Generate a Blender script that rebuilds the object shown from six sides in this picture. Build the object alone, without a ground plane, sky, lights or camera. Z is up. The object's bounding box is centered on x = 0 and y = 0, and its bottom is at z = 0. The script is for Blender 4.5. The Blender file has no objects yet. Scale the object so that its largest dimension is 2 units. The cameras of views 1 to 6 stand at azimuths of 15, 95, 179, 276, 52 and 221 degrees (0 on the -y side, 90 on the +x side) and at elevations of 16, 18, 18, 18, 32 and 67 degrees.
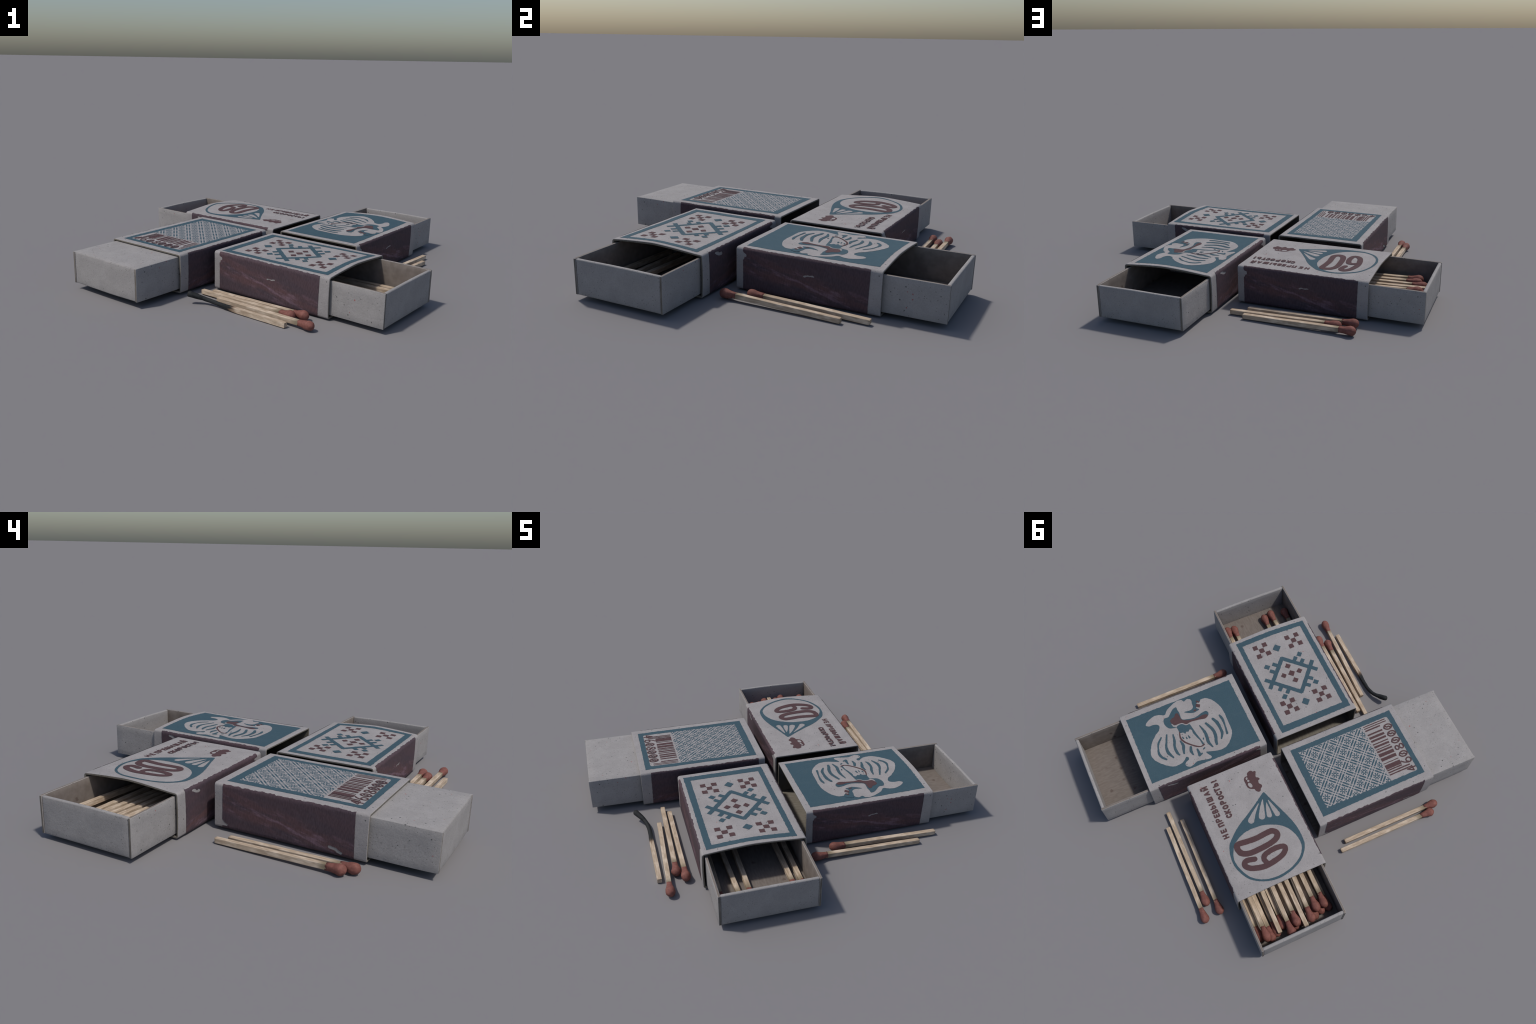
"""Four cardboard matchboxes laid out in a pinwheel, trays slid open, with loose matches beside them."""
import bpy, bmesh, math, random
from mathutils import Vector, Matrix, noise

# ------------------------------------------------------------------ sizes (metres)
SL_L, SL_H = 0.736, 0.2135            # sleeve length, height
SL_W = 0.535                          # sleeve width
WALL = 0.010                          # sleeve board thickness
EDGE = 0.014                          # rounding of the sleeve's long edges
LID_BULGE = 0.0172                    # the lid bows up at its open end
TR_L, TR_W = 0.730, 0.498             # tray
TR_Z0, TR_Z1 = 0.0240, 0.2005         # tray underside and rim
TR_OUT = 0.658                        # how far the tray's outer end lies from the sleeve centre
FLOOR_Z = 0.0405
MATCH_L = 0.613
STICK = 0.0245
LIFT = 0.0008                         # one ink layer stands this proud of the card

COL = bpy.context.scene.collection


# ------------------------------------------------------------------ node helpers
class Nodes:
    """Tiny expression builder over a material's node tree."""
    def __init__(self, name):
        self.mat = bpy.data.materials.new(name)
        self.mat.use_nodes = True
        self.t = self.mat.node_tree
        self.bsdf = self.t.nodes["Principled BSDF"]

    def put(self, sock, val):
        if isinstance(val, bpy.types.NodeSocket):
            self.t.links.new(val, sock)
        elif isinstance(val, (tuple, list)) and len(val) == 3 and sock.type == 'RGBA':
            sock.default_value = (*val, 1)
        else:
            sock.default_value = val

    def math(self, op, a, b=None, c=None):
        n = self.t.nodes.new("ShaderNodeMath")
        n.operation = op
        for s, v in zip(n.inputs, (a, b, c)):
            if v is not None:
                self.put(s, v)
        return n.outputs[0]

    def coords(self, kind="Object"):
        return self.t.nodes.new("ShaderNodeTexCoord").outputs[kind]

    def split(self, v):
        n = self.t.nodes.new("ShaderNodeSeparateXYZ")
        self.put(n.inputs[0], v)
        return n.outputs

    def join(self, x, y, z):
        n = self.t.nodes.new("ShaderNodeCombineXYZ")
        for s, v in zip(n.inputs, (x, y, z)):
            self.put(s, v)
        return n.outputs[0]

    def mapping(self, v, scale=(1, 1, 1), loc=(0, 0, 0), rot=(0, 0, 0)):
        n = self.t.nodes.new("ShaderNodeMapping")
        self.put(n.inputs["Vector"], v)
        n.inputs["Scale"].default_value = scale
        self.put(n.inputs["Location"], loc)
        n.inputs["Rotation"].default_value = rot
        return n.outputs[0]

    def noise(self, v, scale, detail=3, rough=0.55, out="Fac"):
        n = self.t.nodes.new("ShaderNodeTexNoise")
        self.put(n.inputs["Vector"], v)
        n.inputs["Scale"].default_value = scale
        n.inputs["Detail"].default_value = detail
        n.inputs["Roughness"].default_value = rough
        return n.outputs[out]

    def voronoi(self, v, scale, feature='F1'):
        n = self.t.nodes.new("ShaderNodeTexVoronoi")
        n.feature = feature
        self.put(n.inputs["Vector"], v)
        n.inputs["Scale"].default_value = scale
        return n.outputs

    def ramp(self, f, lo, hi, a=0.0, b=1.0):
        n = self.t.nodes.new("ShaderNodeMapRange")
        n.interpolation_type = 'SMOOTHSTEP'
        self.put(n.inputs[0], f)
        for i, v in zip((1, 2, 3, 4), (lo, hi, a, b)):
            self.put(n.inputs[i], v)
        return n.outputs[0]

    def mix(self, f, a, b, blend='MIX'):
        n = self.t.nodes.new("ShaderNodeMix")
        n.data_type = 'RGBA'
        n.blend_type = blend
        self.put(n.inputs[0], f)
        self.put(n.inputs[6], a)
        self.put(n.inputs[7], b)
        return n.outputs[2]

    def bump(self, h, strength, dist):
        n = self.t.nodes.new("ShaderNodeBump")
        n.inputs["Strength"].default_value = strength
        n.inputs["Distance"].default_value = dist
        self.put(n.inputs["Height"], h)
        self.put(self.bsdf.inputs["Normal"], n.outputs[0])

    def finish(self, color, rough=0.85, spec=0.25):
        self.put(self.bsdf.inputs["Base Color"], color)
        self.put(self.bsdf.inputs["Roughness"], rough)
        self.bsdf.inputs["Specular IOR Level"].default_value = spec
        return self.mat

    def per_object(self):
        return self.t.nodes.new("ShaderNodeObjectInfo").outputs["Random"]


def speckled(k, base, seed_off, more=1.0):
    """Recycled pulp: faint mottling, dark and red flecks, a few clustered."""
    v = k.mapping(k.coords(), loc=(seed_off, seed_off * 0.7, seed_off * 0.3))
    mott = k.ramp(k.noise(v, 14, 4), 0.3, 0.7, 0.94, 1.05)
    col = k.mix(1.0, base, k.join(mott, mott, mott), 'MULTIPLY')
    fine = k.ramp(k.noise(v, 160, 2), 0.3, 0.7, 0.95, 1.04)
    col = k.mix(1.0, col, k.join(fine, fine, fine), 'MULTIPLY')
    vw = k.mapping(v, scale=(1, 1.0, 1.0))
    crowd = k.noise(v, 11, 2)

    def flecks(scale, chance, size, tint, amount, colr):
        nonlocal col
        vo = k.voronoi(vw, scale)
        rnd = k.split(vo["Color"])[0]
        lucky = k.math('LESS_THAN', k.math('ADD', rnd, k.ramp(crowd, 0.35, 0.65, 0.18, -0.06)), chance)
        wob = k.math('ADD', vo["Distance"], k.math('MULTIPLY', k.math('SUBTRACT', k.noise(v, scale * 3, 1), 0.5), 0.25))
        spot = k.ramp(wob, size, size * 0.55, 0, 1)
        col = k.mix(k.math('MULTIPLY', k.math('MULTIPLY', spot, lucky), amount), col, colr)
    flecks(85, 0.22 * more, 0.26, None, 0.55, (0.13, 0.125, 0.115))
    flecks(46, 0.12 * more, 0.20, None, 0.8, (0.07, 0.07, 0.07))
    flecks(40, 0.06 * more, 0.17, None, 0.75, (0.32, 0.06, 0.06))
    flecks(150, 0.22, 0.28, None, 0.35, (0.17, 0.18, 0.18))
    return v, col


def make_card(name, base, off, more=1.0):
    k = Nodes(name)
    v, col = speckled(k, base, off, more)
    h = k.math('ADD', k.noise(v, 55, 4, 0.6), k.math('MULTIPLY', k.noise(v, 240, 2), 0.35))
    k.bump(h, 0.35, 0.0035)
    return k.finish(col, 0.88, 0.2)


def make_board(name, base, dark, off):
    """Unbleached inner face: brownish, fibrous, with a few rusty stains."""
    k = Nodes(name)
    v = k.mapping(k.coords(), loc=(off, off, off))
    fib = k.noise(k.mapping(v, scale=(26, 110, 26)), 1.0, 4, 0.6)
    col = k.mix(k.ramp(fib, 0.3, 0.72), dark, base)
    vo = k.voronoi(v, 26)
    lucky = k.math('LESS_THAN', k.split(vo["Color"])[1], 0.13)
    wob = k.math('ADD', vo["Distance"], k.math('MULTIPLY', k.math('SUBTRACT', k.noise(v, 90, 2), 0.5), 0.5))
    stain = k.math('MULTIPLY', k.math('MULTIPLY', k.ramp(wob, 0.36, 0.16), lucky), 0.55)
    col = k.mix(stain, col, (0.085, 0.055, 0.047))
    k.bump(fib, 0.3, 0.002)
    return k.finish(col, 0.9, 0.15)


def make_ink(name, base, light, off, amount=0.35):
    """Flat printing ink, slightly starved in places."""
    k = Nodes(name)
    v = k.mapping(k.coords(), loc=(off, off, 0))
    f = k.ramp(k.noise(v, 18, 5, 0.65), 0.42, 0.78, 0, amount)
    col = k.mix(f, base, light)
    g = k.ramp(k.noise(v, 170, 2), 0.3, 0.7, 0.93, 1.06)
    col = k.mix(1.0, col, k.join(g, g, g), 'MULTIPLY')
    k.bump(k.noise(v, 120, 3), 0.2, 0.002)
    return k.finish(col, 0.8, 0.25)


def make_strike():
    """Striking surface: purple-brown grit with reddish smears and pale scratch marks."""
    k = Nodes("striking_grit")
    v = k.coords()
    x, y, z = k.split(v)
    # slanted frame so smears run along the box and dip towards the open end
    sl = k.join(x, k.math('MULTIPLY', y, 0.2), k.math('ADD', z, k.math('MULTIPLY', x, 0.22)))
    smear = k.noise(k.mapping(sl, scale=(5, 5, 26)), 1.0, 5, 0.62)
    band = k.ramp(k.math('ABSOLUTE', k.math('SUBTRACT', k.math('ADD', z, k.math('MULTIPLY', x, 0.20)), 0.088)), 0.085, 0.01)
    red = k.math('MULTIPLY', k.ramp(smear, 0.36, 0.62), k.math('ADD', 0.3, k.math('MULTIPLY', band, 0.7)))
    col = k.mix(red, STRIKE_DARK, STRIKE_RED)
    slot = k.noise(k.mapping(sl, scale=(8, 8, 36), loc=(3, 1, 2)), 1.0, 4, 0.60)
    col = k.mix(k.math('MULTIPLY', k.ramp(slot, 0.49, 0.68, 0, 0.9), band), col, STRIKE_PALE)
    # fine upright weave of the roller that spread the grit
    weave = k.noise(k.mapping(v, scale=(230, 230, 60)), 1.0, 2)
    g = k.ramp(weave, 0.3, 0.7, 0.86, 1.13)
    col = k.mix(1.0, col, k.join(g, g, g), 'MULTIPLY')
    k.bump(k.math('ADD', weave, smear), 0.3, 0.002)
    return k.finish(col, 0.8, 0.25)


def make_lattice():
    """Woven-ribbon ground: paired bars between rosettes on a turned square grid."""
    k = Nodes("printed_lattice_ink")
    v = k.coords()
    wob = k.noise(v, 130, 2, 0.5, "Color")
    wx, wy, _ = k.split(wob)
    x, y, _ = k.split(v)
    x = k.math('ADD', x, k.math('MULTIPLY', k.math('SUBTRACT', wx, 0.5), 0.006))
    y = k.math('ADD', y, k.math('MULTIPLY', k.math('SUBTRACT', wy, 0.5), 0.006))
    # grid vectors are (0.0546, -0.0542) and (-0.0535, -0.0536) from a rosette at (-0.098, 0.035)
    dx = k.math('SUBTRACT', x, -0.0985)
    dy = k.math('SUBTRACT', y, 0.035)
    s = k.math('MULTIPLY', k.math('SUBTRACT', dx, dy), 1 / 0.1082)
    t = k.math('MULTIPLY', k.math('ADD', dx, dy), 1 / 0.1082)

    def centred(q):          # distance-signed position inside a cell, -0.5 .. 0.5
        return k.math('SUBTRACT', k.math('FRACT', k.math('ADD', q, 100.5)), 0.5)
    cs, ct = centred(s), centred(t)
    es = k.math('SUBTRACT', 0.5, k.math('ABSOLUTE', cs))   # distance from the cell's edge
    et = k.math('SUBTRACT', 0.5, k.math('ABSOLUTE', ct))

    def bar(e):              # one teal bar either side of the edge line
        return k.math('LESS_THAN', k.math('ABSOLUTE', k.math('SUBTRACT', e, 0.105)), 0.060)

    def white(e):            # white threads beside the bars
        return k.math('MAXIMUM', k.math('LESS_THAN', e, 0.045),
                      k.math('LESS_THAN', k.math('ABSOLUTE', k.math('SUBTRACT', e, 0.197)), 0.032))
    bars = k.math('MAXIMUM', k.math('MULTIPLY', bar(es), k.math('SUBTRACT', 1.0, white(et))),
                  k.math('MULTIPLY', bar(et), k.math('SUBTRACT', 1.0, white(es))))
    r = k.math('SQRT', k.math('ADD', k.math('MULTIPLY', cs, cs), k.math('MULTIPLY', ct, ct)))
    ang = k.math('ARCTAN2', ct, cs)
    ring = k.math('LESS_THAN', k.math('ABSOLUTE', k.math('SUBTRACT', r, 0.105)), 0.036)
    petal = k.math('GREATER_THAN', k.math('COSINE', k.math('MULTIPLY', ang, 8.0)), -0.2)
    zone = k.math('LESS_THAN', k.math('ABSOLUTE', k.math('SUBTRACT', r, 0.215)), 0.065)
    teal = k.math('MAXIMUM', bars, k.math('MAXIMUM', ring, k.math('MULTIPLY', petal, zone)))
    g = k.ramp(k.noise(v, 170, 2), 0.3, 0.7, 0.93, 1.06)
    col = k.mix(teal, CARD, TEAL)
    col = k.mix(1.0, col, k.join(g, g, g), 'MULTIPLY')
    return k.finish(col, 0.82, 0.25)


def make_wood(name, burnt=False):
    k = Nodes(name)
    v = k.coords()
    shift = k.math('MULTIPLY', k.per_object(), 7.0)
    vv = k.mapping(v, loc=k.join(shift, shift, shift))
    grain = k.noise(k.mapping(vv, scale=(14, 120, 120)), 1.0, 4, 0.6)
    blot = k.noise(k.mapping(vv, scale=(16, 45, 45)), 1.0, 2)
    col = k.mix(k.ramp(grain, 0.3, 0.7), WOOD_DARK, WOOD)
    col = k.mix(k.ramp(blot, 0.45, 0.7, 0, 0.8), col, WOOD_PALE)  # pale blotches strengthened, painting bright highlights into the wood
    x = k.split(v)[0]
    if burnt:
        f = k.math('ADD', x, k.math('MULTIPLY', k.math('SUBTRACT', k.noise(k.mapping(vv, scale=(18, 90, 90)), 1.0, 3), 0.5), 0.09))
        col = k.mix(k.ramp(f, 0.285, 0.335, 0, 0.8), col, (0.15, 0.085, 0.045))
        col = k.mix(k.ramp(f, 0.315, 0.355), col, CHAR)
    else:
        col = k.mix(k.ramp(x, 0.475, 0.53, 0, 0.8), col, (0.17, 0.140, 0.085))
        col = k.mix(k.ramp(x, 0.012, 0.0, 0, 0.35), col, (0.22, 0.16, 0.10))
    k.bump(grain, 0.35, 0.002)
    return k.finish(col, 0.75, 0.3)


def make_head(name, base, dark):
    k = Nodes(name)
    v = k.coords()
    shift = k.math('MULTIPLY', k.per_object(), 9.0)
    vv = k.mapping(v, loc=k.join(shift, shift, shift))
    n = k.noise(vv, 60, 4, 0.6)
    col = k.mix(k.ramp(n, 0.35, 0.7), dark, base)
    k.bump(k.noise(vv, 190, 3), 0.4, 0.002)
    return k.finish(col, 0.72, 0.3)


CARD = (0.332, 0.311, 0.305)
TRAY_CARD = (0.328, 0.311, 0.302)
TEAL = (0.046, 0.088, 0.112)
MAROON = (0.088, 0.047, 0.049)
STRIKE_DARK, STRIKE_RED, STRIKE_PALE = (0.072, 0.051, 0.062), (0.108, 0.060, 0.064), (0.185, 0.120, 0.150)
WOOD, WOOD_DARK, WOOD_PALE = (0.54, 0.43, 0.32), (0.38, 0.285, 0.20), (0.67, 0.555, 0.435)
CHAR = (0.017, 0.019, 0.020)

M_CARD = make_card("speckled_card", CARD, 0.0)
M_TRAY = make_card("tray_card", TRAY_CARD, 3.1, 1.8)
M_BOARD = make_board("sleeve_lining", (0.215, 0.197, 0.168), (0.165, 0.148, 0.122), 1.7)
M_RAW = make_board("tray_lining", (0.207, 0.180, 0.160), (0.166, 0.142, 0.126), 5.3)
M_SIDE = make_board("tray_side_lining", (0.235, 0.203, 0.178), (0.185, 0.156, 0.135), 7.7)  # brown deepened to carry the shade on the inner walls
M_CUT = make_board("cut_card_edge", (0.20, 0.18, 0.155), (0.13, 0.115, 0.10), 9.1)
M_TEAL = make_ink("teal_ink", TEAL, (0.064, 0.104, 0.125), 0.4, 0.45)
M_MAROON = make_ink("maroon_ink", MAROON, (0.104, 0.060, 0.061), 1.3)
M_STRIKE = make_strike()
M_LATTICE = make_lattice()
M_WOOD = make_wood("aspen_wood")
M_BURNT = make_wood("scorched_wood", True)
M_HEAD = make_head("match_compound", (0.250, 0.100, 0.080), (0.180, 0.068, 0.054))
M_CHAR = make_head("burnt_compound", (0.028, 0.030, 0.031), (0.014, 0.015, 0.016))


# ------------------------------------------------------------------ mesh helpers
def new_object(name, mesh, parent=None):
    ob = bpy.data.objects.new(name, mesh)
    COL.objects.link(ob)
    if parent:
        ob.parent = parent
    return ob


def to_mesh(bm, name, mats, smooth=True):
    me = bpy.data.meshes.new(name)
    bm.to_mesh(me)
    bm.free()
    for m in mats:
        me.materials.append(m)
    if smooth:
        me.shade_smooth()
    return me


def sharpen(me, deg):
    me.set_sharp_from_angle(angle=math.radians(deg))


def catmull(pts, closed=True, step=0.004):
    """Smooth curve through control points, resampled about every `step`."""
    n, out = len(pts), []
    for i in range(n if closed else n - 1):
        if closed:
            p = [pts[(i + j) % n] for j in (-1, 0, 1, 2)]
        else:
            p = [pts[min(max(i + j, 0), n - 1)] for j in (-1, 0, 1, 2)]
        p = [Vector(q) for q in p]
        m = max(2, int((p[2] - p[1]).length / step))
        for j in range(m):
            t = j / m
            out.append(0.5 * (2 * p[1] + (p[2] - p[0]) * t + (2 * p[0] - 5 * p[1] + 4 * p[2] - p[3]) * t * t
                              + (3 * p[1] - p[0] - 3 * p[2] + p[3]) * t ** 3))
    if not closed:
        out.append(Vector(pts[-1]))
    return out


def polygon(pts, step=0.004):
    out = []
    for a, b in zip(pts, pts[1:] + pts[:1]):
        a, b = Vector(a), Vector(b)
        m = max(1, int((b - a).length / step))
        out += [a.lerp(b, j / m) for j in range(m)]
    return out


def pen_line(pts, width, smooth=True, step=0.004):
    """Centre line of a stroke as (x, y, width); width is one number or one per control point."""
    ws = width if isinstance(width, (list, tuple)) else [width] * len(pts)
    pw = [(p[0], p[1], w) for p, w in zip(pts, ws)]
    return catmull(pw, False, step) if smooth else [Vector(q) for q in pw]


def curl(sheet, pts, width, amp, seed, freq=95, step=0.004):
    """A stroke that bends back on itself, drawn as overlapping pieces of at most a third of a turn."""
    line = pen_line(pts, width, True, step)
    start, turn = 0, 0.0
    for i in range(1, len(line)):
        if i < len(line) - 1:
            a, b = Vector((line[i] - line[i - 1])[:2]), Vector((line[i + 1] - line[i])[:2])
            if a.length > 1e-9 and b.length > 1e-9:
                turn += abs(a.angle(b))
        if turn > 1.9 or i == len(line) - 1:
            sheet.add(stroke(None, 0, line=line[start:i + 1]), amp, seed, freq)
            start, turn = max(i - 2, 0), 0.0


def stroke(pts, width, smooth=True, step=0.004, line=None, blunt=False):
    """Outline of a brush stroke with round (or blunt) ends."""
    line = line or pen_line(pts, width, smooth, step)
    left, right = [], []
    for i, p in enumerate(line):
        a, b = line[max(i - 1, 0)], line[min(i + 1, len(line) - 1)]
        d = Vector((b.x - a.x, b.y - a.y))
        d = d.normalized() if d.length > 1e-9 else Vector((1, 0))
        nrm = Vector((-d.y, d.x)) * p.z * 0.5
        left.append(Vector((p.x, p.y)) + nrm)
        right.append(Vector((p.x, p.y)) - nrm)

    def cap(p, d, w):
        if blunt:
            return []
        d = d.normalized()
        n = Vector((-d.y, d.x))
        return [p + (n * math.cos(a) + d * math.sin(a)) * w / 2 for a in (math.pi * j / 6 for j in range(1, 6))]
    e, s = line[-1], line[0]
    end = cap(Vector(e[:2]), Vector((e - line[-2])[:2]), e.z)
    beg = cap(Vector(s[:2]), Vector((s - line[1])[:2]), s.z)
    return left + end + right[::-1] + beg


def wobble(loop, amp, seed, freq=95, sway=1.0):
    """Press-worn outline: nudge every outline point with noise (`sway` scales the lengthwise part)."""
    out = []
    for p in loop:
        q = Vector((p[0] * freq, p[1] * freq, seed * 3.7))
        d = noise.noise_vector(q) + 0.5 * noise.noise_vector(q * 2.3)
        out.append(Vector((p[0] + d.x * amp * sway, p[1] + d.y * amp)))
    return out


class Sheet:
    """Ink areas gathered into one mesh, laid over a surface by a mapping function."""
    def __init__(self, mapf, lift, grid=0.046):
        self.bm = bmesh.new()
        self.mapf, self.lift, self.grid, self.count = mapf, lift, grid, 0

    def add(self, loops, amp=0.0012, seed=0, freq=95, sway=1.0):
        if not isinstance(loops[0], list):
            loops = [loops]
        b = bmesh.new()
        for i, lp in enumerate(loops):
            vs = [b.verts.new((p[0], p[1], 0)) for p in wobble(lp, amp, seed + i + 1, freq, sway)]
            for a, c in zip(vs, vs[1:] + vs[:1]):
                b.edges.new((a, c))
        bmesh.ops.triangle_fill(b, use_beauty=True, use_dissolve=False, edges=b.edges[:])
        for axis in (0, 1):
            lo = min(v.co[axis] for v in b.verts)
            hi = max(v.co[axis] for v in b.verts)
            for i in range(math.ceil(lo / self.grid), math.floor(hi / self.grid) + 1):
                co, no = Vector((0, 0, 0)), Vector((0, 0, 0))
                co[axis], no[axis] = i * self.grid + 0.0003, 1
                bmesh.ops.bisect_plane(b, geom=b.verts[:] + b.edges[:] + b.faces[:], dist=1e-6, plane_co=co, plane_no=no)
        bmesh.ops.triangulate(b, faces=[f for f in b.faces if len(f.verts) > 4])
        for f in b.faces:
            f.normal_update()
            if f.normal.z < 0:
                f.normal_flip()
        up = self.lift + self.count * 0.00005
        self.count += 1
        for v in b.verts:
            v.co = self.mapf(v.co.x, v.co.y, up)
        me = bpy.data.meshes.new("tmp")
        b.to_mesh(me)
        b.free()
        self.bm.from_mesh(me)
        bpy.data.meshes.remove(me)

    def build(self, name, mat, parent, flip=False):
        bm = self.bm
        if flip:
            bmesh.ops.reverse_faces(bm, faces=bm.faces[:])
        return new_object(name, to_mesh(bm, name, [mat]), parent)


# ------------------------------------------------------------------ sleeve
def lid_bulge(u, w):
    """Height the lid stands above flat: it bows up along a soft ridge towards the open end."""
    t = min(max((u + 0.02) / (SL_L / 2 + 0.02), 0), 1)
    side = max(0.0, 1 - (abs(w + 0.015) / (SL_W / 2 - 0.012)) ** 1.45)
    return LID_BULGE * (t ** 1.9) * side


class Sleeve:
    """Surface of a sleeve. s runs across the lid, over the edge and down the side."""
    def __init__(self, z0, upside_down=False, bulge=1.0, seed=0):
        self.z0, self.flip, self.bulge, self.seed = z0, upside_down, bulge, seed

    def ripple(self, u, w, z):
        q = Vector((u * 7, w * 7 + self.seed * 9, z * 7))
        return noise.noise(q) * 0.0012

    def half_w(self, u):
        return SL_W / 2 - 0.0015 * (u / SL_L + 0.5) ** 2

    def place(self, u, w, z):
        """model coordinates to box coordinates"""
        if self.flip:
            return Vector((u, -w, self.z0 + SL_H - z))
        return Vector((u, w, self.z0 + z))

    def section(self, u, inset):
        """Closed cross-section loop in (w, z), inset inwards from the outer skin."""
        hw, r = self.half_w(u) - inset, max(EDGE - inset, 0.003)
        lo, hi = inset, SL_H - inset
        loop = []

        def arc(cw, cz, a0):
            for j in range(6):
                a = math.radians(a0 + 90 * j / 5)
                loop.append((cw + r * math.cos(a), cz + r * math.sin(a)))
        nseg = 20
        arc(hw - r, hi - r, 0)
        loop += [(hw - r + (2 * (r - hw)) * j / nseg, hi) for j in range(1, nseg)]
        arc(-hw + r, hi - r, 90)
        loop += [(-hw, hi - r - (hi - lo - 2 * r) * j / 6) for j in range(1, 6)]
        arc(-hw + r, lo + r, 180)
        loop += [(-hw + r + 2 * (hw - r) * j / 10, lo) for j in range(1, 10)]
        arc(hw - r, lo + r, 270)
        loop += [(hw, lo + r + (hi - lo - 2 * r) * j / 6) for j in range(1, 6)]
        return loop

    def warp(self, u, w, z):
        """Bulge of the lid plus slight waviness of the board."""
        k = min(max((z - SL_H * 0.6) / (SL_H * 0.4), 0), 1)
        dz = lid_bulge(u, w) * self.bulge * k + self.ripple(u, w, z)
        side = min(max((abs(w) - 0.2) / 0.06, 0), 1)
        bow = side * math.copysign(1, w) * math.sin(math.pi * min(max(z / SL_H, 0), 1)) * (0.004 * max(0, 2 * u / SL_L) ** 2 - 0.0008)
        return self.place(u, w + bow, z + dz)

    def build(self, parent):
        bm = bmesh.new()
        ends = SL_L / 2
        us = [-ends, -ends + 0.002] + [-ends + SL_L * i / 26 for i in range(1, 26)] + [ends - 0.002, ends]
        rings = []
        for i, u in enumerate(us):
            chamfer = 0.0018 if i in (0, len(us) - 1) else 0
            rings.append([bm.verts.new(self.warp(u, w, z)) for w, z in self.section(u, chamfer)])
        inner = []
        for i, u in enumerate(us):
            chamfer = 0.0018 if i in (0, len(us) - 1) else 0
            inner.append([bm.verts.new(self.warp(u, w, z)) for w, z in self.section(u, WALL - chamfer)])
        n = len(rings[0])

        def quad(a, b, c, d, mi):
            f = bm.faces.new((a, b, c, d))
            f.material_index = mi
        for i in range(len(us) - 1):
            for j in range(n):
                k = (j + 1) % n
                quad(rings[i][j], rings[i + 1][j], rings[i + 1][k], rings[i][k], 0)
                quad(inner[i][k], inner[i + 1][k], inner[i + 1][j], inner[i][j], 1)
        for j in range(n):
            k = (j + 1) % n
            quad(rings[0][k], inner[0][k], inner[0][j], rings[0][j], 1)
            quad(rings[-1][j], inner[-1][j], inner[-1][k], rings[-1][k], 1)
        bmesh.ops.recalc_face_normals(bm, faces=bm.faces[:])
        me = to_mesh(bm, "sleeve", [M_CARD, M_BOARD])
        sharpen(me, 38)
        return new_object("sleeve", me, parent)

    # --- mappings for ink
    def on_lid(self, u, w, up):
        return self.warp(u, w, SL_H) + Vector((0, 0, -up if self.flip else up))

    def on_base(self, u, w, up):
        """The face that shows on an upside-down sleeve; u, w as seen from above."""
        p = self.warp(u, -w, 0.0)
        return p + Vector((0, 0, up))

    def on_side(self, sign):
        r = EDGE
        arc = r * math.pi / 2
        tall = SL_H - 2 * r

        def f(u, s, up):
            # s = 0 where the lid starts to round over; grows downwards
            hw = self.half_w(u)
            if s < 0:
                w, z, n = hw - r + s, SL_H, (0, 1)
            elif s < arc:
                a = s / r
                w, z, n = hw - r + r * math.sin(a), SL_H - r + r * math.cos(a), (math.sin(a), math.cos(a))
            elif s < arc + tall:
                w, z, n = hw, SL_H - r - (s - arc), (1, 0)
            else:
                a = (s - arc - tall) / r
                w, z, n = hw - r + r * math.cos(a), r - r * math.sin(a), (math.cos(a), -math.sin(a))
            base = self.warp(u, sign * w, z)
            off = Vector((0, sign * n[0], n[1])) * up
            if self.flip:
                off = Vector((0, -off.y, -off.z))
            return base + off
        return f


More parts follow.
